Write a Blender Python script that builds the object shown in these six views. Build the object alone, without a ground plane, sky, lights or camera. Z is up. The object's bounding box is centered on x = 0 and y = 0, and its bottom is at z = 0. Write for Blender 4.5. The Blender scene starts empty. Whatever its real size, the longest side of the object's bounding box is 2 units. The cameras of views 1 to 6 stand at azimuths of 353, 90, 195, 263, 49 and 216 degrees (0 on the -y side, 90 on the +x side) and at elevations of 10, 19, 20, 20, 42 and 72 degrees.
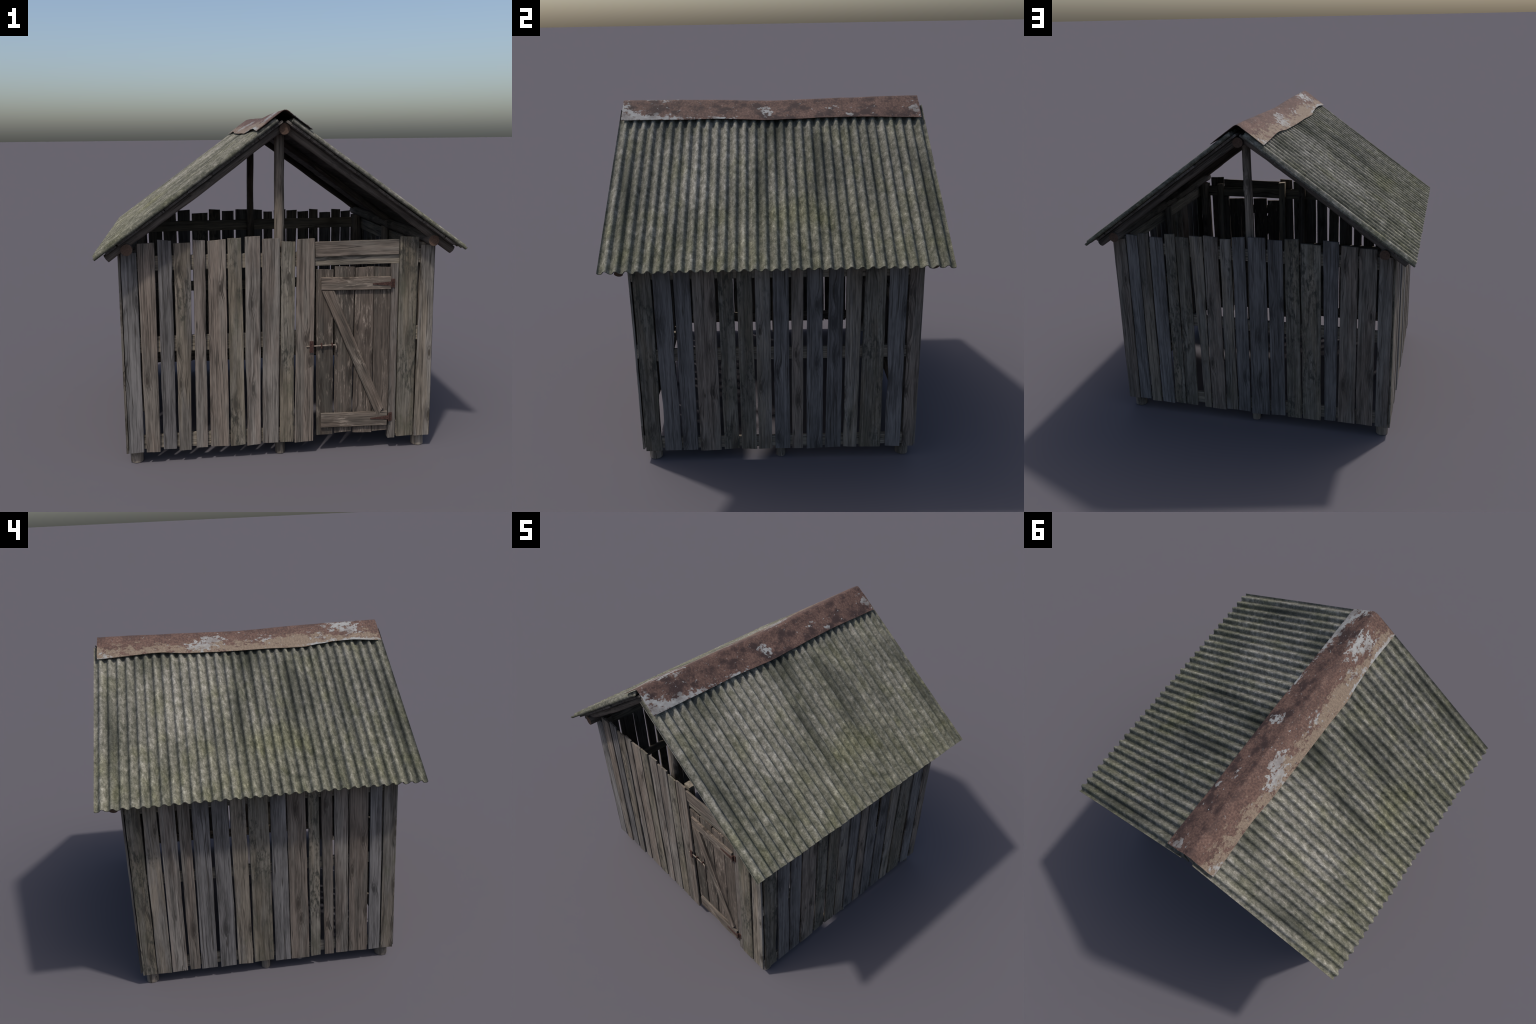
"""A weathered plank shed: four walls of upright boards nailed on rails, round
pole frame, open gables, corrugated cement roof sheets and a rusty ridge cap."""
import bpy, math, random
from mathutils import Matrix, Vector, noise

RNG = random.Random(7)
TAN = 0.722                                 # roof pitch
TH = math.atan(TAN)
CO, SI = math.cos(TH), math.sin(TH)
EAVE_X, EAVE_Z = 0.9875, 1.1880              # top of a trough at the eave
SCENE = bpy.context.scene.collection


# ---------------------------------------------------------------- helpers
def n1(x, seed=0.0):
    return noise.noise(Vector((x, seed * 3.17 + 0.31, seed * 1.7)))


def smooth(a, b, x):
    t = min(1.0, max(0.0, (x - a) / (b - a)))
    return t * t * (3 - 2 * t)


def curve(points, x):
    """smooth interpolation through a few control points (x rising)"""
    if x <= points[0][0]:
        return points[0][1]
    for (x0, y0), (x1, y1) in zip(points, points[1:]):
        if x <= x1:
            return y0 + (y1 - y0) * smooth(x0, x1, x)
    return points[-1][1]


def new_object(name, mesh, parent, matrix=None):
    ob = bpy.data.objects.new(name, mesh)
    SCENE.objects.link(ob)
    if parent is not None:
        ob.parent = parent
    if matrix is not None:
        ob.matrix_local = matrix
    return ob


def mesh_from(name, verts, faces, mats, slots=None, smooth_faces=None):
    me = bpy.data.meshes.new(name)
    me.from_pydata(verts, [], faces)
    for m in mats:
        me.materials.append(m)
    if slots:
        me.polygons.foreach_set("material_index", slots)
    if smooth_faces is True:
        me.polygons.foreach_set("use_smooth", [True] * len(faces))
    elif smooth_faces:
        me.polygons.foreach_set("use_smooth", smooth_faces)
    me.update()
    return me


def frame(origin, x, y, z):
    m = Matrix.Identity(4)
    for i, a in enumerate((x, y, z)):
        for r in range(3):
            m[r][i] = a[r]
    for r in range(3):
        m[r][3] = origin[r]
    return m


# -------------------------------------------------------------- materials
class Nodes:
    def __init__(self, name):
        self.mat = bpy.data.materials.new(name)
        self.mat.use_nodes = True
        self.t = self.mat.node_tree
        self.t.nodes.clear()
        self.out = self.t.nodes.new("ShaderNodeOutputMaterial")
        self.bsdf = self.t.nodes.new("ShaderNodeBsdfPrincipled")
        self.t.links.new(self.bsdf.outputs[0], self.out.inputs[0])
        self.coord = self.t.nodes.new("ShaderNodeTexCoord").outputs["Object"]

    def put(self, socket, v):
        if isinstance(v, bpy.types.NodeSocket):
            self.t.links.new(v, socket)
        elif v is not None:
            socket.default_value = v

    def math(self, op, a, b=None, c=None, clamp=False):
        n = self.t.nodes.new("ShaderNodeMath")
        n.operation, n.use_clamp = op, clamp
        for i, v in enumerate((a, b, c)):
            self.put(n.inputs[i], v)
        return n.outputs[0]

    def vmath(self, op, a, b):
        n = self.t.nodes.new("ShaderNodeVectorMath")
        n.operation = op
        self.put(n.inputs[0], a)
        self.put(n.inputs[1], b)
        return n.outputs[0]

    def xyz(self, v):
        n = self.t.nodes.new("ShaderNodeSeparateXYZ")
        self.put(n.inputs[0], v)
        return n.outputs

    def join(self, x, y, z):
        n = self.t.nodes.new("ShaderNodeCombineXYZ")
        for i, v in enumerate((x, y, z)):
            self.put(n.inputs[i], v)
        return n.outputs[0]

    def random(self):
        return self.t.nodes.new("ShaderNodeObjectInfo").outputs["Random"]

    def noise(self, vec, scale=(1, 1, 1), detail=3.0, rough=0.55, distortion=0.0):
        n = self.t.nodes.new("ShaderNodeTexNoise")
        self.put(n.inputs["Vector"], self.vmath("MULTIPLY", vec, scale))
        n.inputs["Scale"].default_value = 1.0
        n.inputs["Detail"].default_value = detail
        n.inputs["Roughness"].default_value = rough
        n.inputs["Distortion"].default_value = distortion
        return n.outputs["Fac"]

    def voronoi(self, vec, scale, feature="F1", randomness=1.0):
        n = self.t.nodes.new("ShaderNodeTexVoronoi")
        n.feature = feature
        self.put(n.inputs["Vector"], self.vmath("MULTIPLY", vec, scale))
        n.inputs["Scale"].default_value = 1.0
        n.inputs["Randomness"].default_value = randomness
        return n

    def step(self, v, lo, hi):
        n = self.t.nodes.new("ShaderNodeMapRange")
        n.interpolation_type = "SMOOTHSTEP"
        self.put(n.inputs["Value"], v)
        self.put(n.inputs["From Min"], lo)
        self.put(n.inputs["From Max"], hi)
        return n.outputs["Result"]

    def ramp(self, v, stops):
        n = self.t.nodes.new("ShaderNodeValToRGB")
        e = n.color_ramp.elements
        while len(e) < len(stops):
            e.new(0.5)
        for el, (p, c) in zip(e, stops):
            el.position, el.color = p, (*c, 1.0)
        self.put(n.inputs[0], v)
        return n.outputs[0]

    def mix(self, f, a, b, mode="MIX"):
        n = self.t.nodes.new("ShaderNodeMix")
        n.data_type, n.blend_type = "RGBA", mode
        self.put(n.inputs[0], f)
        for s, v in ((n.inputs[6], a), (n.inputs[7], b)):
            self.put(s, (*v, 1.0) if isinstance(v, tuple) else v)
        return n.outputs[2]

    def spot(self, x, y, cx, cy, rx, ry):
        """soft elliptical mask, 1 in its middle"""
        a = self.math("DIVIDE", self.math("SUBTRACT", x, cx), rx)
        b = self.math("DIVIDE", self.math("SUBTRACT", y, cy), ry)
        d = self.math("ADD", self.math("MULTIPLY", a, a), self.math("MULTIPLY", b, b))
        return self.math("EXPONENT", self.math("MULTIPLY", d, -1.0))

    def finish(self, colour, rough=0.9, spec=0.25, bump=None, strength=0.5, dist=0.002, metallic=0.0):
        self.put(self.bsdf.inputs["Base Color"], colour)
        self.put(self.bsdf.inputs["Roughness"], rough)
        self.bsdf.inputs["Specular IOR Level"].default_value = spec
        self.put(self.bsdf.inputs["Metallic"], metallic)
        if bump is not None:
            b = self.t.nodes.new("ShaderNodeBump")
            b.inputs["Strength"].default_value = strength
            b.inputs["Distance"].default_value = dist
            self.put(b.inputs["Height"], bump)
            self.t.links.new(b.outputs[0], self.bsdf.inputs["Normal"])
        return self.mat


def scaled(c, k):
    return tuple(min(1.0, v * k) for v in c)


def wood(name, tone, second, moss=(0.075, 0.08, 0.05), moss_amount=0.0, black=0.0,
         knots=0.5, light_flecks=0.0, gain=1.0, contrast=1.0):
    """grey weathered softwood, grain along local z"""
    k = Nodes(name)
    r = k.random()
    shift = k.join(k.math("MULTIPLY", r, 37.0), k.math("MULTIPLY", r, 11.0), k.math("MULTIPLY", r, 53.0))
    p = k.vmath("ADD", k.coord, shift)
    sx, sy, sz = k.xyz(p)
    # knots push the grain aside
    kv = k.voronoi(k.join(sx, sz, 0.0), (12.0, 4.0, 1.0))
    kv.voronoi_dimensions = "2D"
    kd = kv.outputs["Distance"]
    seldom = k.step(k.xyz(kv.outputs["Color"])[0], 1.0 - 0.62 * knots - 0.02, 1.0 - 0.62 * knots + 0.02)
    near = k.math("MULTIPLY", k.step(kd, 0.42, 0.05), seldom)
    wav = k.math("SUBTRACT", k.noise(p, (9, 9, 2.2), 2.0), 0.5)
    push = k.math("ADD", k.math("MULTIPLY", wav, 0.013), k.math("MULTIPLY", near, 0.013))
    q = k.join(k.math("ADD", sx, push), sy, sz)
    g1 = k.noise(q, (85, 85, 2.6), 4.0, 0.6)
    g2 = k.noise(q, (330, 330, 11), 2.0, 0.6)
    g3 = k.noise(q, (34, 34, 1.1), 2.0, 0.5)
    blot = k.noise(p, (10, 10, 3.2), 4.0, 0.6)
    crack = k.math("ABSOLUTE", k.math("SUBTRACT", k.noise(q, (42, 20, 0.9), 2.0, 0.5), 0.5))
    crack = k.math("MULTIPLY", k.step(crack, 0.019, 0.004), k.step(blot, 0.36, 0.52))
    v = k.math("ADD", k.math("MULTIPLY", g1, 0.60), k.math("MULTIPLY", g2, 0.62))
    v = k.math("ADD", v, k.math("MULTIPLY", g3, 0.36))
    v = k.math("ADD", v, k.math("MULTIPLY", blot, 0.55))
    v = k.math("SUBTRACT", v, k.math("MULTIPLY", near, 0.10))
    v = k.step(v, 1.065 - 0.36 / contrast, 1.065 + 0.36 / contrast)
    a = k.ramp(v, [(0.0, scaled(tone, 0.42 * gain)), (0.42, scaled(tone, 0.86 * gain)), (1.0, scaled(tone, 1.42 * gain))])
    b = k.ramp(v, [(0.0, scaled(second, 0.42 * gain)), (0.42, scaled(second, 0.86 * gain)), (1.0, scaled(second, 1.42 * gain))])
    two = k.step(k.noise(p, (16, 16, 2.0), 3.0), 0.42, 0.62)
    col = k.mix(two, a, b)
    # the whole board a little lighter or darker than its neighbours
    tone_shift = k.math("ADD", k.math("MULTIPLY", k.math("FRACT", k.math("MULTIPLY", r, 7.31)), 0.30), 0.86)
    col = k.mix(1.0, col, k.join(tone_shift, tone_shift, tone_shift), "MULTIPLY")
    if light_flecks:
        fl = k.noise(q, (120, 120, 14), 3.0, 0.7)
        where = k.step(k.noise(p, (14, 14, 6), 3.0), 0.46, 0.62)
        f = k.math("MULTIPLY", k.step(fl, 0.52, 0.64), where)
        col = k.mix(k.math("MULTIPLY", f, light_flecks), col, (0.27, 0.225, 0.185))
    if moss_amount:
        mo = k.step(k.noise(p, (14, 14, 5.0), 6.0, 0.68), 0.62 - 0.2 * moss_amount, 0.80 - 0.16 * moss_amount)
        col = k.mix(k.math("MULTIPLY", mo, 0.55), col, moss)
    if black:
        bl = k.step(k.noise(k.vmath("ADD", p, (5, 5, 5)), (60, 60, 20), 6.0, 0.7), 0.44, 0.62)
        where = k.step(k.noise(k.vmath("ADD", p, (9, 2, 5)), (7, 7, 3.4), 3.0, 0.6), 0.62 - 0.20 * black, 0.78 - 0.20 * black)
        col = k.mix(k.math("MULTIPLY", k.math("MULTIPLY", bl, where), 0.85), col, (0.030, 0.031, 0.026))
    ring = k.math("MULTIPLY", k.step(k.math("ABSOLUTE", k.math("SUBTRACT", kd, 0.15)), 0.05, 0.0), 0.4)
    core = k.math("MULTIPLY", k.step(kd, 0.13, 0.05), 0.9)
    kn = k.math("MULTIPLY", k.math("MAXIMUM", ring, core), seldom)
    col = k.mix(kn, col, scaled(tone, 0.33))
    col = k.mix(k.math("MULTIPLY", crack, 0.72), col, (0.03, 0.026, 0.022))
    h = k.math("SUBTRACT", k.math("ADD", g1, k.math("MULTIPLY", g2, 0.5)), k.math("MULTIPLY", crack, 1.5))
    return k.finish(col, 0.92, 0.15, h, 0.55, 0.002)


def end_grain(name, base):
    k = Nodes(name)
    x, y, z = k.xyz(k.coord)
    d = k.math("POWER", k.math("ADD", k.math("MULTIPLY", x, x), k.math("MULTIPLY", y, y)), 0.5)
    d = k.math("ADD", d, k.math("MULTIPLY", k.noise(k.coord, (60, 60, 60), 2), 0.004))
    rings = k.math("SINE", k.math("MULTIPLY", d, 1500.0))
    n = k.noise(k.coord, (120, 120, 120), 3)
    v = k.math("ADD", k.math("MULTIPLY", rings, 0.10), n)
    return k.finish(k.ramp(v, [(0.25, scaled(base, 0.6)), (0.75, scaled(base, 1.25))]), 0.95, 0.1)


def cement(name):
    """mossy corrugated cement; local x along the eave, y up the slope"""
    k = Nodes(name)
    p = k.coord
    x, y, z = k.xyz(p)
    flat = k.join(x, y, 0.0)
    mott = k.noise(flat, (50, 25, 1), 6.0, 0.68)
    fine = k.noise(flat, (170, 120, 1), 3.0, 0.6)
    big = k.noise(flat, (5.5, 3.2, 1), 3.0, 0.55)
    streak = k.noise(flat, (24, 2.0, 1), 4.0, 0.6)
    # every wave of the sheet weathers a little differently
    lane = k.t.nodes.new("ShaderNodeTexWhiteNoise")
    lane.noise_dimensions = "1D"
    k.put(lane.inputs["W"], k.math("FLOOR", k.math("DIVIDE", k.math("ADD", x, 5.0), 0.0536)))
    v = k.math("ADD", k.math("MULTIPLY", mott, 0.98), k.math("MULTIPLY", fine, 0.44))
    v = k.math("ADD", v, k.math("MULTIPLY", big, 0.35))
    v = k.math("ADD", v, k.math("MULTIPLY", streak, 0.22))
    v = k.math("ADD", v, k.math("MULTIPLY", lane.outputs["Value"], 0.07))
    pale = k.spot(x, y, -0.40, 0.78, 0.34, 0.34)
    v = k.math("ADD", v, k.math("MULTIPLY", pale, 0.06))
    dark = None
    for cx, cy, rx, ry, a in ((0.02, 1.04, 0.07, 0.16, 0.26), (0.02, 0.80, 0.035, 0.20, 0.10),
                              (-0.07, 0.58, 0.03, 0.26, 0.17), (0.26, 0.76, 0.045, 0.26, 0.20),
                              (0.36, 0.62, 0.03, 0.18, 0.13), (-0.80, 0.52, 0.03, 0.30, 0.22),
                              (0.83, 0.48, 0.05, 0.50, 0.16), (0.55, 0.70, 0.06, 0.25, 0.10),
                              (-0.62, 1.0, 0.05, 0.10, 0.14), (-0.50, 1.02, 0.04, 0.10, 0.14)):
        s = k.math("MULTIPLY", k.spot(x, y, cx, cy, rx, ry), a)
        dark = s if dark is None else k.math("ADD", dark, s)
    dark = k.math("MULTIPLY", dark, k.math("ADD", k.math("MULTIPLY", mott, 1.3), 0.42))
    v = k.math("SUBTRACT", v, dark)
    v = k.math("SUBTRACT", v, k.math("MULTIPLY", k.step(z, 0.006, 0.0), 0.07))     # slightly darker in the grooves
    v = k.step(v, 0.59, 1.50)
    col = k.ramp(v, [(0.0, (0.030, 0.032, 0.026)), (0.32, (0.092, 0.091, 0.074)),
                     (0.60, (0.172, 0.164, 0.139)), (1.0, (0.40, 0.38, 0.335))])
    green = k.noise(flat, (8, 5, 1), 4.0, 0.6)
    gm = k.math("MULTIPLY", k.step(green, 0.44, 0.72), 0.42)
    low = k.math("MULTIPLY", k.step(y, 0.60, 0.05), 0.20)
    gm = k.math("ADD", gm, low)
    gm = k.math("ADD", gm, k.math("MULTIPLY", k.spot(x, y, 0.11, 0.36, 0.19, 0.10), 0.50), clamp=True)
    col = k.mix(gm, col, (0.84, 0.87, 0.54), "MULTIPLY")
    h = k.math("ADD", k.math("MULTIPLY", mott, 0.8), k.math("MULTIPLY", fine, 0.5))
    return k.finish(col, 0.95, 0.12, h, 0.2, 0.002)


def rusty_cap(name):
    """rusted sheet with flaked white paint; local x across, y along the ridge"""
    k = Nodes(name)
    p = k.coord
    x, y, z = k.xyz(p)
    flat = k.join(x, y, 0.0)
    grain = k.noise(flat, (90, 90, 1), 5.0, 0.65)
    fine = k.noise(flat, (330, 330, 1), 3.0, 0.6)
    blot = k.noise(flat, (15, 9, 1), 4.0, 0.62)
    col = k.ramp(k.math("ADD", k.math("MULTIPLY", grain, 0.75), k.math("MULTIPLY", blot, 0.35)),
                 [(0.36, (0.036, 0.022, 0.019)), (0.54, (0.088, 0.050, 0.039)), (0.74, (0.165, 0.100, 0.077))])
    # dark burnt blotches, more on the +x side
    dk = k.step(k.noise(k.vmath("ADD", flat, (3.3, 1.7, 0)), (15, 9.5, 1), 6.0, 0.70), 0.44, 0.62)
    dk = k.math("MULTIPLY", dk, k.math("ADD", k.math("MULTIPLY", k.step(x, -0.05, 0.03), 0.90), 0.15))
    col = k.mix(dk, col, (0.033, 0.019, 0.017))
    speck = k.step(k.noise(flat, (120, 80, 1), 3.0, 0.6), 0.66, 0.72)
    col = k.mix(k.math("MULTIPLY", speck, 0.5), col, (0.22, 0.19, 0.16))
    # pale lichen crust towards the lower edge of the -x side
    li = k.math("ADD", k.math("MULTIPLY", k.step(x, -0.035, -0.145), 0.36), k.math("MULTIPLY", k.noise(flat, (26, 13, 1), 7.0, 0.78), 2.2))
    li = k.math("ADD", li, k.math("MULTIPLY", k.spot(x, y, -0.11, -0.36, 0.05, 0.13), 0.22))
    lm = k.math("MULTIPLY", k.step(li, 1.27, 1.40), k.step(x, -0.02, -0.06))
    crust = k.ramp(k.math("ADD", k.math("MULTIPLY", fine, 0.7), k.math("MULTIPLY", grain, 0.4)),
                   [(0.40, (0.095, 0.068, 0.050)), (0.68, (0.255, 0.20, 0.145))])
    col = k.mix(k.math("MULTIPLY", lm, 0.85), col, crust)
    # remains of white paint
    w = k.math("ADD", k.math("MULTIPLY", k.noise(k.vmath("ADD", flat, (8.1, 2.2, 0)), (46, 28, 1), 7.0, 0.70), 1.6), -0.30)
    bias = None
    for cx, cy, rx, ry, a in ((-0.065, 0.18, 0.034, 0.075, 0.38), (-0.115, 0.26, 0.034, 0.10, 0.34),
                              (-0.04, -0.63, 0.04, 0.10, 0.27), (-0.075, -0.72, 0.04, 0.06, 0.25),
                              (-0.148, -0.74, 0.020, 0.17, 0.42), (-0.10, -0.50, 0.03, 0.06, 0.20),
                              (-0.15, -0.46, 0.013, 0.07, 0.34), (-0.145, 0.83, 0.03, 0.05, 0.30),
                              (-0.08, -0.15, 0.05, 0.12, 0.17), (0.13, -0.80, 0.055, 0.13, 0.30),
                              (0.06, -0.87, 0.05, 0.04, 0.30), (0.145, -0.62, 0.03, 0.17, 0.30),
                              (0.09, -0.03, 0.042, 0.045, 0.33), (0.148, -0.30, 0.015, 0.09, 0.32),
                              (0.13, 0.46, 0.014, 0.022, 0.42), (0.075, 0.36, 0.02, 0.05, 0.17),
                              (0.08, 0.83, 0.035, 0.035, 0.24), (0.0, -0.66, 0.03, 0.10, 0.16),
                              (0.13, 0.86, 0.04, 0.03, 0.24)):
        s = k.math("MULTIPLY", k.spot(x, y, cx, cy, rx, ry), a)
        bias = s if bias is None else k.math("ADD", bias, s)
    pm = k.step(k.math("ADD", w, bias), 0.705, 0.750)
    paint = k.ramp(k.noise(flat, (60, 30, 1), 4.0), [(0.3, (0.215, 0.215, 0.208)), (0.7, (0.29, 0.295, 0.288))])
    col = k.mix(k.math("MULTIPLY", pm, k.math("ADD", k.math("MULTIPLY", k.step(blot, 0.35, 0.60), 0.5), 0.45)), col, paint)
    h = k.math("ADD", k.math("MULTIPLY", grain, 0.6), k.math("MULTIPLY", pm, 0.8))
    return k.finish(col, 0.8, 0.3, h, 0.4, 0.002)


def iron(name, base, metallic=0.3):
    k = Nodes(name)
    n = k.noise(k.coord, (140, 140, 140), 4.0, 0.65)
    return k.finish(k.ramp(n, [(0.3, scaled(base, 0.45)), (0.5, base), (0.72, scaled(base, 1.9))]),
                    0.75, 0.3, n, 0.4, 0.001, metallic)


GREY, BROWN, BLUE = (0.150, 0.135, 0.120), (0.138, 0.113, 0.094), (0.124, 0.116, 0.113)
WOODS = {
    "g": wood("grey_board", GREY, (0.136, 0.114, 0.098), knots=0.4, contrast=1.35),
    "n": wood("brown_board", BROWN, (0.128, 0.112, 0.096), knots=0.6, contrast=1.35),
    "b": wood("bluish_board", BLUE, (0.108, 0.102, 0.099), knots=0.45, contrast=1.35),
    "m": wood("mossy_board", (0.146, 0.131, 0.109), (0.142, 0.121, 0.093), moss=(0.066, 0.066, 0.046), moss_amount=0.7, black=1.0, knots=0.35, contrast=1.25),
    "t": wood("tan_board", (0.154, 0.131, 0.105), (0.144, 0.130, 0.115), moss_amount=0.3, black=0.35, knots=0.5, contrast=1.3),
    "r": wood("rail_wood", (0.230, 0.196, 0.152), (0.175, 0.156, 0.130), knots=0.3, contrast=1.2),
    "d": wood("door_wood", (0.092, 0.075, 0.062), (0.077, 0.068, 0.057), knots=0.5, light_flecks=0.6, contrast=1.25),
    "w": wood("worn_door_wood", (0.100, 0.080, 0.066), (0.086, 0.070, 0.058), knots=0.4, light_flecks=0.95, contrast=1.35),
    "h": wood("door_brace_wood", (0.117, 0.093, 0.075), (0.096, 0.081, 0.067), knots=0.6, light_flecks=0.8, contrast=1.45),
    "s": wood("batten_wood", (0.115, 0.100, 0.088), (0.10, 0.09, 0.08), knots=0.4),
}
POLE = wood("pole_wood", (0.190, 0.158, 0.128), (0.150, 0.130, 0.110), knots=0.6, contrast=1.25)
DARK_POLE = wood("roof_pole_wood", (0.112, 0.094, 0.080), (0.096, 0.084, 0.074), knots=0.6, contrast=1.1)
POLE_END = end_grain("pole_end", (0.092, 0.060, 0.045))
CEMENT = cement("mossy_cement")
CAP = rusty_cap("rusted_painted_sheet")
RUST = iron("rusty_iron", (0.058, 0.030, 0.024))
STEEL = iron("worn_steel", (0.20, 0.165, 0.135), 0.5)


# ------------------------------------------------------------ part makers
def board(name, parent, matrix, tl, tr, zt, bl, br, zb, mat, thick=0.012, seed=0, slant=0.0,
          rag=0.0007, wave=0.0022, kink=None, warp=0.002):
    """A sawn board: local x across, y inwards from its face, z along it.  The
    long edges wander, the ends are a little ragged, the face is slightly cupped."""
    cols, rows, ch = 6, 26, 0.0016
    R = random.Random(seed * 7919 + 13)
    s1, s2, s3, s4 = (R.uniform(0, 90) for _ in range(4))
    cup = R.uniform(-1, 1) * 0.0012
    bow = R.uniform(-1, 1) * warp
    slant_t, slant_b = slant + R.uniform(-1, 1) * 0.0035, R.uniform(-1, 1) * 0.0035
    top_rag = [R.uniform(-1, 1) * rag for _ in range(cols + 1)]
    bot_rag = [R.uniform(-1, 1) * rag for _ in range(cols + 1)]
    verts, faces = [], []
    L = zt - zb
    for j in range(rows + 1):
        t = j / rows
        xl = bl + (tl - bl) * t + wave * (n1(t * L * 4, s1) + 0.6 * n1(t * L * 14, s1 + 5))
        xr = br + (tr - br) * t + wave * (n1(t * L * 4, s2) + 0.6 * n1(t * L * 14, s2 + 5))
        if kink:
            for side, at, w, amount in kink:
                d = amount * math.exp(-((t - at) / w) ** 2)
                if side < 0:
                    xl += d
                else:
                    xr += d
        out = bow * math.sin(math.pi * t) + 0.0008 * n1(t * L * 5, s3)
        ring = []
        for i in range(cols + 1):                      # face
            u = i / cols
            x = xl + (xr - xl) * u
            y = out + cup * (4 * u * (1 - u)) + 0.0005 * n1(u * 7 + t * L * 2, s4)
            if i in (0, cols):
                y += ch
            z = zb + L * t
            if t > 0.5:
                z += (slant_t * (u - 0.5) * 2 + top_rag[i]) * smooth(0.9, 1.0, t)
            else:
                z += (slant_b * (u - 0.5) * 2 + bot_rag[i]) * smooth(0.1, 0.0, t)
            ring.append((x, y, z))
        edge_r, edge_l = ring[-1], ring[0]
        front = [edge_l] + [(edge_l[0] + ch, edge_l[1] - ch, edge_l[2])] + ring[1:-1] + \
                [(edge_r[0] - ch, edge_r[1] - ch, edge_r[2])] + [edge_r]
        back = [(v[0], thick + out, v[2]) for v in reversed([edge_l] + ring[1:-1] + [edge_r])]
        verts += front + back
    n = len(verts) // (rows + 1)
    for j in range(rows):
        for i in range(n):
            a, b = j * n + i, j * n + (i + 1) % n
            faces.append((a, b, b + n, a + n))
    nf = cols + 3                                     # caps as strips between face and back
    for base, flip in ((0, True), (rows * n, False)):
        fr = list(range(base, base + nf))
        bk = list(range(base + n - 1, base + nf - 1, -1))
        fr2 = fr[0:1] + fr[2:-2] + fr[-1:]
        polys = [(fr[0], fr[1], fr[2], bk[1], bk[0])]
        for i in range(1, cols - 1):
            polys.append((fr[i + 1], fr[i + 2], bk[i + 1], bk[i]))
        polys.append((fr[cols], fr[cols + 1], fr[cols + 2], bk[cols], bk[cols - 1]))
        for q in polys:
            faces.append(tuple(reversed(q)) if flip else q)
    # make sure the outside is outside
    me = mesh_from(name, verts, faces, [mat])
    return new_object(name, me, parent, matrix)


def box(verts, faces, x0, x1, y0, y1, z0, z1):
    b = len(verts)
    verts += [(x, y, z) for z in (z0, z1) for y in (y0, y1) for x in (x0, x1)]
    for f in ((0, 2, 3, 1), (4, 5, 7, 6), (0, 1, 5, 4), (2, 6, 7, 3), (0, 4, 6, 2), (1, 3, 7, 5)):
        faces.append(tuple(b + i for i in f))


def pole(name, parent, p0, p1, r0, r1, mat, seed, bend=0.004, knots=4, end_mat=POLE_END):
    """a round, slightly crooked pole with branch stubs, from p0 to p1"""
    p0, p1 = Vector(p0), Vector(p1)
    axis = p1 - p0
    L = axis.length
    z = axis.normalized()
    x = z.orthogonal().normalized()
    if abs(z.z) < 0.95:
        x = z.cross(Vector((0, 0, 1))).normalized()
    y = z.cross(x)
    R = random.Random(seed * 31 + 5)
    s = R.uniform(0, 60)
    stubs = [(R.uniform(0.1, 0.9) * L, R.uniform(0, math.tau), R.uniform(0.12, 0.24)) for _ in range(knots)]
    seg, rows = 20, max(10, int(L / 0.03))
    verts, faces, slots, sm = [], [], [], []
    for j in range(rows + 1):
        t = j / rows
        cx = bend * (n1(t * 2.2, s) + 0.3 * n1(t * 7, s + 3)) * 2 * min(1, 6 * t, 6 * (1 - t))
        cy = bend * (n1(t * 2.2, s + 9) + 0.3 * n1(t * 7, s + 4)) * 2 * min(1, 6 * t, 6 * (1 - t))
        r = r0 + (r1 - r0) * t
        for i in range(seg):
            a = math.tau * i / seg
            q = r * (1 + 0.07 * noise.noise(Vector((math.cos(a) * 1.2 + s, math.sin(a) * 1.2, t * L * 4))))
            for zz, aa, amt in stubs:
                da = (a - aa + math.pi) % math.tau - math.pi
                q += r * amt * math.exp(-((t * L - zz) / 0.016) ** 2 - (da / 0.5) ** 2)
            verts.append((cx + q * math.cos(a), cy + q * math.sin(a), t * L))
        if j in (0,):
            first = (cx, cy)
    for j in range(rows):
        for i in range(seg):
            a, b = j * seg + i, j * seg + (i + 1) % seg
            faces.append((a, b, b + seg, a + seg)); slots.append(0); sm.append(True)
    faces.append(tuple(reversed(range(seg)))); slots.append(1); sm.append(False)
    faces.append(tuple(range(rows * seg, rows * seg + seg))); slots.append(1); sm.append(False)
    me = mesh_from(name, verts, faces, [mat, end_mat], slots, sm)
    me.set_sharp_from_angle(angle=math.radians(50))
    return new_object(name, me, parent, frame(p0, x, y, z))


# ------------------------------------------------------------------ build
shed = bpy.data.objects.new("wooden_shed", None)
SCENE.objects.link(shed)
shed["label"] = "weathered plank shed with mossy corrugated roof and rusty ridge"
shed["category"] = "shed"

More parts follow.
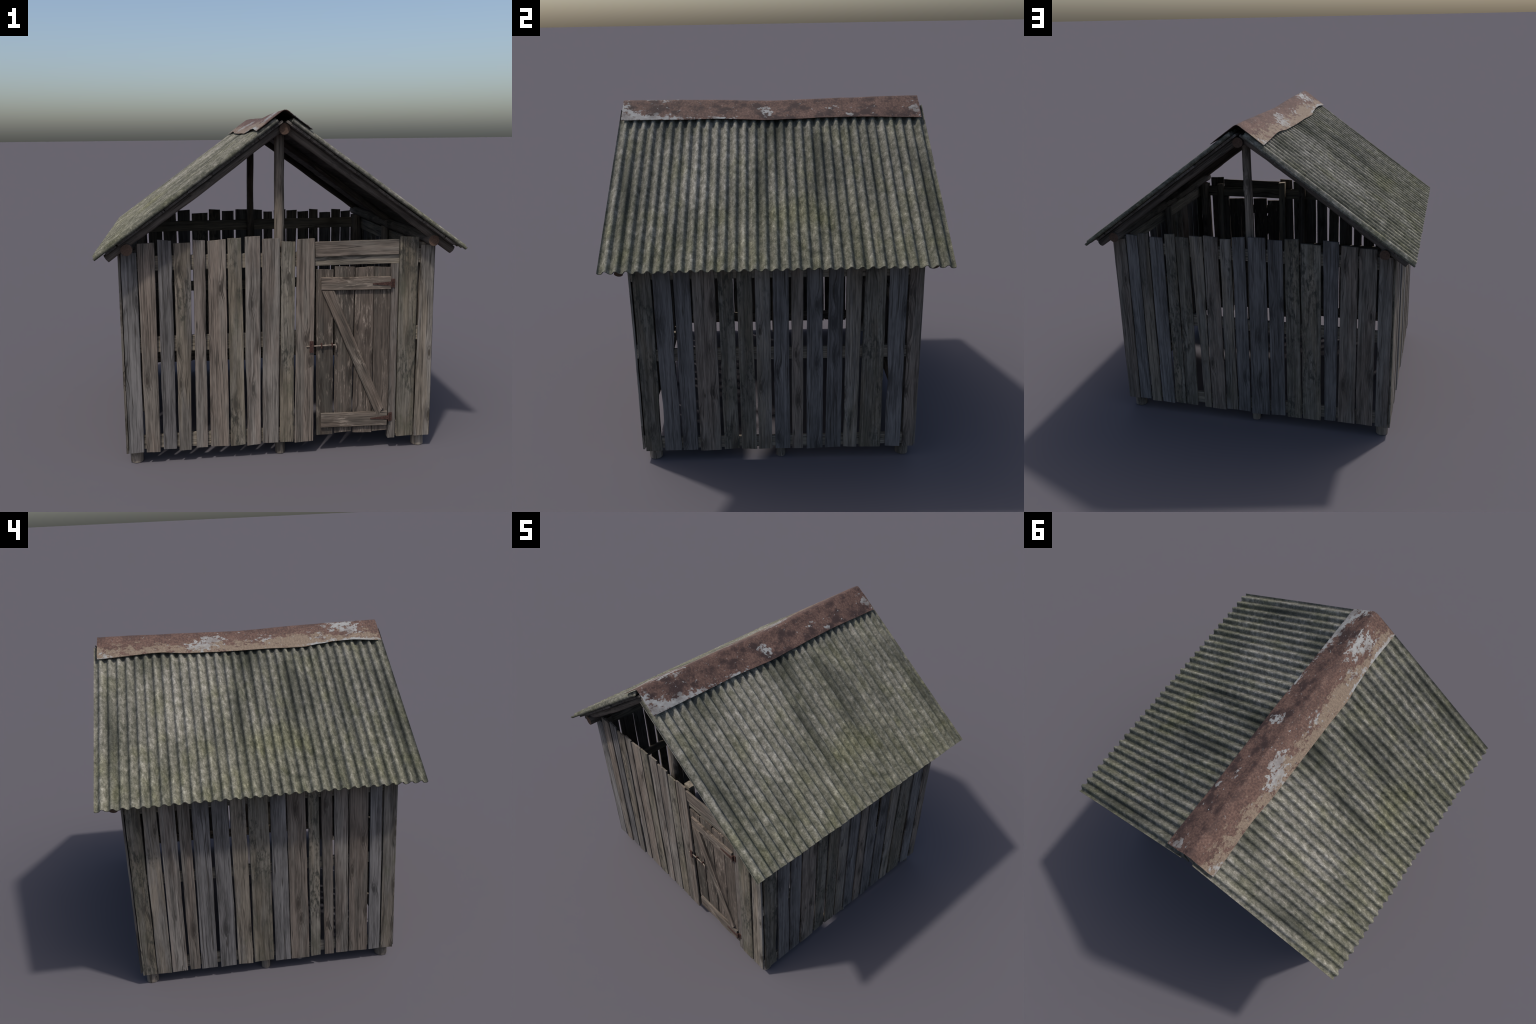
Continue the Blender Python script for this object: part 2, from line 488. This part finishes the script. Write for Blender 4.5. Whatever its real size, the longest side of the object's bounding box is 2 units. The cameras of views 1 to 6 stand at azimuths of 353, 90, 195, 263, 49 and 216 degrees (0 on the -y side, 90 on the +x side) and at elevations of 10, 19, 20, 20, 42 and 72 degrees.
# walls: (left top, right top, top height, left foot, right foot, foot height, wood)
FRONT = [(-.866, -.782, 1.201, -.866, -.781, .073, "b"), (-.779, -.686, 1.250, -.771, -.691, .073, "n"),
         (-.674, -.596, 1.263, -.675, -.600, .085, "b"), (-.587, -.495, 1.246, -.588, -.519, .072, "t"),
         (-.484, -.417, 1.258, -.492, -.426, .082, "g"), (-.406, -.306, 1.256, -.412, -.305, .083, "n"),
         (-.299, -.223, 1.264, -.297, -.213, .082, "m"), (-.204, -.121, 1.270, -.207, -.126, .078, "g"),
         (-.111, -.011, 1.256, -.116, -.025, .085, "g"), (-.005, .072, 1.237, -.018, .061, .083, "m"),
         (.081, .181, 1.249, .065, .175, .078, "n"), (.659, .767, 1.247, .663, .764, .077, "m"),
         (.783, .862, 1.198, .768, .862, .073, "t")]
RIGHT = [(-.749, -.652, 1.205, -.754, -.656, .069, "m"), (-.645, -.551, 1.20, -.645, -.549, .072, "b"),
         (-.537, -.449, 1.21, -.542, -.455, .073, "b"), (-.442, -.322, 1.20, -.441, -.322, .067, "n"),
         (-.308, -.226, 1.205, -.307, -.221, .073, "m"), (-.209, -.130, 1.21, -.210, -.120, .071, "m"),
         (-.115, -.032, 1.20, -.112, -.035, .071, "t"), (-.021, .064, 1.20, -.019, .068, .070, "b"),
         (.076, .142, 1.21, .077, .139, .070, "n"), (.158, .245, 1.20, .159, .252, .067, "b"),
         (.274, .353, 1.205, .263, .353, .072, "b"), (.366, .450, 1.21, .365, .443, .074, "t"),
         (.463, .577, 1.20, .454, .578, .071, "m"), (.589, .686, 1.20, .603, .689, .072, "b"),
         (.695, .768, 1.205, .701, .767, .070, "n")]
LEFT = [(.758, .676, 1.205, .762, .677, .069, "m"), (.661, .585, 1.20, .675, .590, .067, "t"),
        (.575, .486, 1.21, .586, .494, .069, "g"), (.475, .405, 1.20, .481, .418, .073, "n"),
        (.394, .300, 1.205, .413, .315, .067, "b"), (.287, .197, 1.20, .296, .201, .068, "b"),
        (.186, .099, 1.21, .192, .101, .069, "t"), (.085, -.027, 1.20, .095, -.026, .073, "m"),
        (-.037, -.127, 1.205, -.035, -.129, .066, "b"), (-.129, -.236, 1.20, -.132, -.244, .065, "n"),
        (-.249, -.314, 1.21, -.252, -.313, .070, "m"), (-.324, -.390, 1.20, -.337, -.396, .068, "n"),
        (-.399, -.484, 1.205, -.407, -.483, .070, "g"), (-.488, -.599, 1.20, -.487, -.601, .070, "n"),
        (-.610, -.680, 1.21, -.610, -.682, .067, "b"), (-.689, -.770, 1.205, -.686, -.764, .068, "t")]
BACK = [(.858, .784, 1.203, .864, .788, .076, "n"), (.778, .704, 1.231, .785, .706, .079, "b"),
        (.700, .630, 1.246, .700, .631, .069, "t"), (.624, .535, 1.225, .623, .537, .070, "b"),
        (.523, .454, 1.250, .530, .457, .076, "m"), (.448, .364, 1.235, .452, .373, .075, "m"),
        (.359, .277, 1.246, .325, .277, .070, "t"), (.272, .180, 1.251, .272, .178, .068, "n"),
        (.167, .099, 1.239, .173, .097, .075, "t"), (.089, .009, 1.256, .093, .011, .074, "b"),
        (-.008, -.116, 1.261, .003, -.117, .065, "b"), (-.130, -.220, 1.251, -.127, -.221, .073, "b"),
        (-.232, -.319, 1.264, -.233, -.326, .070, "m"), (-.326, -.450, 1.239, -.334, -.448, .071, "m"),
        (-.461, -.556, 1.264, -.472, -.545, .079, "b"), (-.567, -.666, 1.240, -.555, -.663, .077, "n"),
        (-.672, -.775, 1.234, -.669, -.772, .079, "n"), (-.786, -.868, 1.194, -.788, -.866, .077, "g")]
# boards whose long edge bulges or gives way: (side, where along it, how long, how much)
KINKS = {("f", 7): [(-1, 0.42, 0.13, -0.004), (-1, 0.20, 0.14, 0.006)],
         ("f", 3): [(1, 0.62, 0.2, 0.004)], ("f", 4): [(-1, 0.8, 0.12, 0.003)],
         ("r", 0): [(1, 0.18, 0.10, -0.012)], ("r", 1): [(-1, 0.24, 0.12, 0.006), (1, 0.50, 0.10, -0.008)],
         ("r", 13): [(-1, 0.38, 0.10, 0.010)], ("r", 9): [(1, 0.75, 0.2, -0.004)],
         ("b", 6): [(-1, 0.36, 0.16, 0.006)], ("l", 5): [(1, 0.35, 0.12, 0.004)],
         ("l", 1): [(-1, 0.60, 0.15, -0.005)]}
WALLS = [("f", FRONT, (0, -0.772, 0), (1, 0, 0), (0, 1, 0)), ("r", RIGHT, (0.873, 0, 0), (0, 1, 0), (-1, 0, 0)),
         ("b", BACK, (0, 0.775, 0), (-1, 0, 0), (0, -1, 0)), ("l", LEFT, (-0.878, 0, 0), (0, -1, 0), (1, 0, 0))]
seed = 0
trim = 0.0011                                  # sawn edges have shrunk back a little
for key, rows, origin, ax, inward in WALLS:
    sign = ax[0] + ax[1]
    for i, (tl, tr, zt, bl, br, zb, w) in enumerate(rows):
        seed += 1
        mid = (tl + tr + bl + br) / 4
        o = Vector(origin) + Vector(ax) * (mid * sign) + Vector(inward) * RNG.uniform(-0.004 if key == "l" else -0.002, 0.001)
        m = frame(o, Vector(ax), Vector(inward), Vector((0, 0, 1)))
        board("wall_board", shed, m, (tl - mid) * sign + trim, (tr - mid) * sign - trim, zt,
              (bl - mid) * sign + trim, (br - mid) * sign - trim, zb, WOODS[w], 0.0115, seed, kink=KINKS.get((key, i)))


def rail(name, parent, start, end, z0, z1, face, ax, inward, mat, thick=0.016, wave=0.002):
    """a horizontal board: its length runs along ax, its face looks outwards"""
    global seed
    seed += 1
    mid = (z0 + z1) / 2
    # local x = down, so that x, inwards, length stay right handed
    x = Vector(inward).cross(Vector(ax))
    o = Vector(face) + Vector(ax) * start + Vector((0, 0, mid))
    h = (z1 - z0) / 2
    return board(name, parent, frame(o, x, Vector(inward), Vector(ax)), -h, h, end - start, -h, h, 0.0,
                 mat, thick, seed, wave=wave)


for s0, s1, z0, z1 in ((-.862, .860, 1.097, 1.177), (-.862, .174, .646, .732), (.662, .860, .650, .730),
                       (-.862, .172, .087, .167), (.664, .860, .086, .165)):
    rail("wall_rail", shed, s0, s1, z0, z1, (0, -0.7585, 0), (1, 0, 0), (0, 1, 0), WOODS["r"])
for z0, z1 in ((1.104, 1.182), (.630, .701), (.078, .147)):
    rail("wall_rail", shed, -.740, .742, z0, z1, (0.8595, 0, 0), (0, 1, 0), (-1, 0, 0), WOODS["r"])
for z0, z1 in ((1.104, 1.182), (.662, .726), (.089, .158)):
    rail("wall_rail", shed, -.742, .742, z0, z1, (-0.8645, 0, 0), (0, -1, 0), (1, 0, 0), WOODS["r"])
for z0, z1 in ((1.107, 1.184), (.645, .720), (.091, .170)):
    rail("wall_rail", shed, -.860, .860, z0, z1, (0, 0.7615, 0), (-1, 0, 0), (0, -1, 0), WOODS["r"])
rail("door_header", shed, .183, .655, 1.149, 1.232, (0, -0.772, 0), (1, 0, 0), (0, 1, 0), WOODS["n"], 0.012)

# frame of round poles
for x, y in ((-.826, -.706), (.813, -.708), (.814, .712), (-.828, .710)):
    pole("corner_post", shed, (x, y, 0), (x * 0.998, y, 1.21), .037, .034, POLE, int(x * 100 + y * 1000), 0.003)
pole("side_post", shed, (.823, .014, 0), (.823, .012, 1.21), .026, .026, POLE, 41, 0.003)
pole("side_post", shed, (-.829, .020, 0), (-.827, .018, 1.21), .026, .026, POLE, 42, 0.003)
pole("king_post", shed, (-.0086, -.713, 0), (-.007, -.716, 1.845), .0285, .0265, POLE, 45, 0.006, 3)
pole("king_post", shed, (-.012, .722, 0), (-.003, .716, 1.845), .027, .025, POLE, 47, 0.004, 3)
pole("wall_plate", shed, (-.827, -.845, 1.228), (-.822, .84, 1.226), .031, .029, DARK_POLE, 51, 0.004, 5)
pole("wall_plate", shed, (.827, -.84, 1.231), (.826, .84, 1.231), .030, .030, DARK_POLE, 52, 0.004, 6)
pole("ridge_log", shed, (.003, -.845, 1.837), (.006, .845, 1.831), .029, .029, DARK_POLE, 53, 0.003, 4)
for i, y in enumerate((-.80, -.02, .80)):
    for sgn in (-1, 1):
        x1 = 0.922 if i == 1 else 0.936 if sgn * y > 0 else 0.946
        rz = 1.1715 + TAN * (0.946 - x1)
        pole("rafter", shed, (sgn * x1, y + RNG.uniform(-.004, .004), rz), (sgn * 0.006, y + 0.006 * sgn, rz + TAN * (x1 - 0.006)),
             .0228, .0225, DARK_POLE, 60 + i * 2 + sgn, 0.004, 5)
# battens under the sheets
for sgn in (-1, 1):
    for x in (.080, .203, .326, .449, .572, .695, .818, .912):
        half = (0.0752 if x < .9 else 0.034) + RNG.uniform(-.0006, .0006)
        y0, y1 = -.865 + RNG.uniform(-.015, .01), .865 + RNG.uniform(-.01, .015)
        zc = EAVE_Z + TAN * (EAVE_X - x)
        nrm = Vector((sgn * SI, 0, CO))
        along = Vector((0, 1, 0))
        o = Vector((sgn * x, 0, zc)) - nrm * (0.0060 + RNG.uniform(0, .003)) + along * y0
        xx = (-nrm).cross(along)
        seed += 1
        board("roof_batten", shed, frame(o, xx, -nrm, along), -half, half, y1 - y0, -half, half, 0.0,
              WOODS["s"], 0.0125, seed, wave=0.003)

# door jambs
board("door_jamb", shed, frame((.636, -.7665, 0), (1, 0, 0), (0, 1, 0), (0, 0, 1)), -.020, .021, 1.0965, -.020, .021, .066,
      WOODS["g"], 0.040, 901, wave=0.001)
board("door_post", shed, frame((.678, -.7415, 0), (1, 0, 0), (0, 1, 0), (0, 0, 1)), -.022, .024, 1.203, -.022, .024, .070,
      WOODS["r"], 0.026, 902)
board("door_post", shed, frame((.153, -.7415, 0), (1, 0, 0), (0, 1, 0), (0, 0, 1)), -.024, .025, 1.234, -.024, .025, .070,
      WOODS["r"], 0.040, 903)

# ------------------------------------------------------------------- door
def slab(verts, faces, pts, y0, y1, seed, div=14):
    """thick quad strip between two edges: pts = (a0, a1, b0, b1), a->b along it"""
    a0, a1, b0, b1 = [Vector((p[0], 0, p[1])) for p in pts]
    base = len(verts)
    for j in range(div + 1):
        t = j / div
        l, r = a0.lerp(b0, t), a1.lerp(b1, t)
        w = (r - l).normalized()
        l = l + w * 0.0018 * n1(t * 5, seed)
        r = r + w * 0.0018 * n1(t * 5, seed + 7)
        for p, y in ((l + w * .0016, y0), (r - w * .0016, y0), (r, y0 + .0016), (r, y1), (l, y1), (l, y0 + .0016)):
            verts.append((p.x, y, p.z))
    for j in range(div):
        for i in range(6):
            a, b = base + j * 6 + i, base + j * 6 + (i + 1) % 6
            faces.append((a, b, b + 6, a + 6))
    faces.append(tuple(base + i for i in range(5, -1, -1)))
    faces.append(tuple(base + div * 6 + i for i in range(6)))


def flat_part(name, parent, mat, quads, origin, tilt_axis):
    """door timbers: their grain runs along the piece (local z)"""
    obs = []
    for pts, y0, y1, sd in quads:
        a = (Vector(pts[0]) + Vector(pts[1])) / 2
        b = (Vector(pts[2]) + Vector(pts[3])) / 2
        d = (b - a).normalized()
        z = Vector((d[0], 0, d[1]))
        y = Vector((0, 1, 0))
        x = y.cross(z)
        o = Vector((a[0], 0, a[1]))
        loc = [((Vector((p[0], 0, p[1])) - o).dot(x), (Vector((p[0], 0, p[1])) - o).dot(z)) for p in pts]
        if loc[0][0] > loc[1][0]:
            loc = [loc[1], loc[0], loc[3], loc[2]]
        v, f = [], []
        slab(v, f, loc, y0, y1, sd)
        m = frame(o, x, y, z)
        obs.append((new_object(name, mesh_from(name, v, f, [mat]), parent, m if parent is shed else IN_DOOR @ m), m))
    return obs


brace, door_frame = flat_part("door", shed, WOODS["h"], [(((.219, .957), (.289, .955), (.545, .205), (.582, .262)), -.7800, -.7645, 3)], None, None)[0]
IN_DOOR = door_frame.inverted()              # world to the door's own frame
for pts in (((.216, 1.032), (.217, .961), (.610, 1.026), (.611, .953)), ((.218, .241), (.218, .159), (.606, .235), (.604, .151))):
    flat_part("door_ledge", brace, WOODS["h"], [(pts, -.7785, -.7645, pts[0][1] * 9)], None, None)
for tl, tr, zt, bl, br, zb in ((.190, .287, 1.074, .196, .289, .110), (.296, .407, 1.087, .299, .398, .118),
                               (.413, .516, 1.080, .407, .519, .110), (.520, .613, 1.078, .5215, .612, .114)):
    seed += 1
    mid = (tl + tr) / 2
    m = frame((mid, -.764 + RNG.uniform(-.0004, .0006), 0), (1, 0, 0), (0, 1, 0), (0, 0, 1))
    board("door_plank", brace, IN_DOOR @ m, tl - mid, tr - mid, zt, bl - mid, br - mid, zb, WOODS["w" if 0.4 < tl < 0.5 else "d"], 0.013, seed, wave=0.0014)


def hinge(z, tilt):
    v, f = [], []
    box(v, f, .617, .637, -.7705, -.7655, z - .025, z + .025)           # leaf on the jamb
    b = len(v)                                                          # tapered strap on the ledge
    for y in (-.7815, -.7785):
        v += [(.616, y, z - .012), (.616, y, z + .012), (.508, y, z - tilt + .0035), (.505, y, z - tilt), (.508, y, z - tilt - .0035)]
    f += [tuple(b + i for i in (0, 4, 3, 2, 1)), tuple(b + 5 + i for i in (1, 2, 3, 4, 0))]
    for i in range(5):
        j = (i + 1) % 5
        f.append((b + i, b + 5 + i, b + 5 + j, b + j) if False else (b + j, b + 5 + j, b + 5 + i, b + i))
    b, seg = len(v), 10                                                 # knuckle
    for zz in (z - .022, z + .022):
        for i in range(seg):
            a = math.tau * i / seg
            v.append((.6165 + .0048 * math.cos(a), -.7775 + .0048 * math.sin(a), zz))
    for i in range(seg):
        j = (i + 1) % seg
        f.append((b + i, b + j, b + seg + j, b + seg + i))
    f += [tuple(b + i for i in reversed(range(seg))), tuple(b + seg + i for i in range(seg))]
    for x, dz in ((.535, 0), (.562, .002), (.592, -.004), (.597, .006)):   # nail heads on the strap
        box(v, f, x - .002, x + .002, -.7832, -.7810, z - tilt * (.616 - x) / .108 + dz - .002, z - tilt * (.616 - x) / .108 + dz + .002)
    for dx, dz in ((.004, .017), (.004, -.017), (.014, .010), (.014, -.010)):
        box(v, f, .617 + dx - .002, .617 + dx + .002, -.7722, -.770, z + dz - .002, z + dz + .002)
    me = mesh_from("door_hinge", v, f, [RUST])
    new_object("door_hinge", me, brace, IN_DOOR)


hinge(.986, -.002)
hinge(.197, .000)

# sliding bolt: bent rod, two staples on the door, a keeper on the wall board
rod = [(.134, .642), (.200, .643), (.292, .6445), (.300, .643), (.303, .638), (.3035, .630), (.3045, .598)]
v, f, seg = [], [], 10
for i, (x, z) in enumerate(rod):
    a = Vector(rod[max(0, i - 1)]); b = Vector(rod[min(len(rod) - 1, i + 1)])
    d = (b - a).normalized()
    nx, nz = -d[1], d[0]
    for q in range(seg):
        t = math.tau * q / seg
        v.append((x + .0042 * math.cos(t) * nx, -.7735 - .0042 * math.sin(t), z + .0042 * math.cos(t) * nz))
for i in range(len(rod) - 1):
    for q in range(seg):
        a, b = i * seg + q, i * seg + (q + 1) % seg
        f.append((a, a + seg, b + seg, b))
f += [tuple(range(seg)), tuple(reversed(range((len(rod) - 1) * seg, len(rod) * seg)))]
me = mesh_from("door_bolt", v, f, [STEEL], None, True)
new_object("door_bolt", me, brace, IN_DOOR)
v, f = [], []
box(v, f, .151, .173, -.7795, -.7745, .607, .673)
box(v, f, .216, .223, -.7795, -.7635, .630, .657)
box(v, f, .276, .283, -.7795, -.7635, .632, .656)
me = mesh_from("bolt_staples", v, f, [RUST])
new_object("bolt_staples", me, brace, IN_DOOR)

# ------------------------------------------------------------------- roof
def corrugated(name):
    """one slope: local x along the eave, y up the slope, z outwards; z = 0 on
    the upper side of the troughs"""
    waves, per, rows, amp, thick, BOX = 33.5, 16, 30, 0.0110, 0.005, 1.25
    width, length = 1.796, (EAVE_X - 0.036) / CO
    nx = int(waves * per)
    verts, faces = [], []
    for side in (0, 1):
        for j in range(rows + 1):
            t = j / rows
            for i in range(nx + 1):
                u = i / nx
                x = (u - 0.5) * width
                y = length * t
                ph = math.tau * (waves * u - 0.25)            # both outer edges end on a rising flank
                c, sn = math.cos(ph), math.sin(ph)
                th = math.tanh(BOX * c)
                z = amp * (1 - th / math.tanh(BOX))                    # flattened crests, steep flanks
                dz = amp * BOX * sn * (1 - th * th) / math.tanh(BOX) * math.tau * waves / width
                z += 0.0018 * noise.noise(Vector((x * 2.2, y * 2.2, 4.4))) + 0.0006 * noise.noise(Vector((x * 14, y * 9, 1.4)))
                z -= 0.013 * math.exp(-(x / 0.26) ** 2) * smooth(length - 0.22, length, y)
                if j == 0:
                    y += 0.0035 * noise.noise(Vector((x * 9, 2.2, 0))) + 0.0015 * noise.noise(Vector((x * 60, 7.2, 0)))
                if side:
                    k = 1 / math.sqrt(1 + dz * dz)
                    x += thick * dz * k
                    z -= thick * k
                    x = max(-width / 2, min(width / 2, x))
                verts.append((x, y, z))
    n, off = nx + 1, (rows + 1) * (nx + 1)
    for j in range(rows):
        for i in range(nx):
            a = j * n + i
            faces.append((a, a + 1, a + n + 1, a + n))
            faces.append((off + a, off + a + n, off + a + n + 1, off + a + 1))
    for i in range(nx):
        faces.append((i, off + i, off + i + 1, i + 1))
        a = rows * n + i
        faces.append((a, a + 1, off + a + 1, off + a))
    for j in range(rows):
        a = j * n
        faces.append((a, a + n, off + a + n, off + a))
        a += nx
        faces.append((a, off + a, off + a + n, a + n))
    me = mesh_from(name, verts, faces, [CEMENT], None, True)
    me.set_sharp_from_angle(angle=math.radians(50))
    return me


sheet = corrugated("roof_sheet")
for sgn in (1, -1):
    m = frame((sgn * EAVE_X, 0, EAVE_Z), (0, sgn, 0), (-sgn * CO, 0, SI), (sgn * SI, 0, CO))
    new_object("roof_sheet", sheet, shed, m)

# ridge cap: bent sheet, sagging in the middle, its edges curled in places
LIFT_L = [(-.885, 0), (-.70, .011), (-.60, .009), (-.49, .003), (-.38, 0), (-.05, 0), (.25, .001), (.52, .010), (.75, .004), (.876, .002)]
LONG_L = [(-.885, 0), (-.60, -.004), (-.49, .001), (-.38, .011), (-.14, .006), (.07, .005), (.335, .003), (.52, -.005), (.876, .004)]
LIFT_R = [(-.885, .001), (-.55, .002), (-.28, .005), (-.02, 0), (.14, .001), (.32, .005), (.55, .006), (.75, .002), (.876, 0)]
LONG_R = [(-.885, -.006), (-.4, -.003), (-.02, .004), (.14, .002), (.4, .0), (.876, .006)]
SAG = [(-.885, 0), (-.60, .001), (-.35, .005), (-.10, .013), (.02, .016), (.22, .011), (.45, .006), (.70, .001), (.876, 0)]


def cap_mesh():
    nu, nv, thick = 36, 96, 0.0028
    verts, faces = [], []
    for side in (0, 1):
        for j in range(nv + 1):
            y = -.885 + 1.761 * j / nv
            for i in range(nu + 1):
                u = i / nu * 2 - 1
                lift, long = (LIFT_L, LONG_L) if u < 0 else (LIFT_R, LONG_R)
                a = abs(u)
                x = (0.150 + curve(long, y) * a) * u
                z = 1.9335 - 0.755 * (math.sqrt(x * x + 0.012 ** 2) - 0.012)
                z += curve(lift, y) * a ** 2.2 - curve(SAG, y) * (1 - smooth(0.15, 0.95, a) * 0.9)
                z += 0.0015 * noise.noise(Vector((x * 14, y * 7, 3.3))) + 0.0006 * noise.noise(Vector((x * 40, y * 25, 3.3)))
                yy = y
                if j in (0, nv):
                    yy += 0.003 * noise.noise(Vector((x * 22, j, 1)))
                s = 1 if u >= 0 else -1
                if side:
                    x -= s * thick * SI * min(1, a * 6)
                    z -= thick * (CO if a > .1 else 1)
                verts.append((x, yy, z - 1.9))
    n, off = nu + 1, (nu + 1) * (nv + 1)
    for j in range(nv):
        for i in range(nu):
            a = j * n + i
            faces.append((a, a + 1, a + n + 1, a + n))
            faces.append((off + a, off + a + n, off + a + n + 1, off + a + 1))
    for i in range(nu):
        a = nv * n + i
        faces.append((i, off + i, off + i + 1, i + 1))
        faces.append((a, a + 1, off + a + 1, off + a))
    for j in range(nv):
        a = j * n
        faces.append((a, a + n, off + a + n, off + a))
        a += nu
        faces.append((a, off + a, off + a + n, a + n))
    me = mesh_from("ridge_cap", verts, faces, [CAP], None, True)
    me.set_sharp_from_angle(angle=math.radians(50))
    return me


new_object("ridge_cap", cap_mesh(), shed, Matrix.Translation((0, 0, 1.9)))
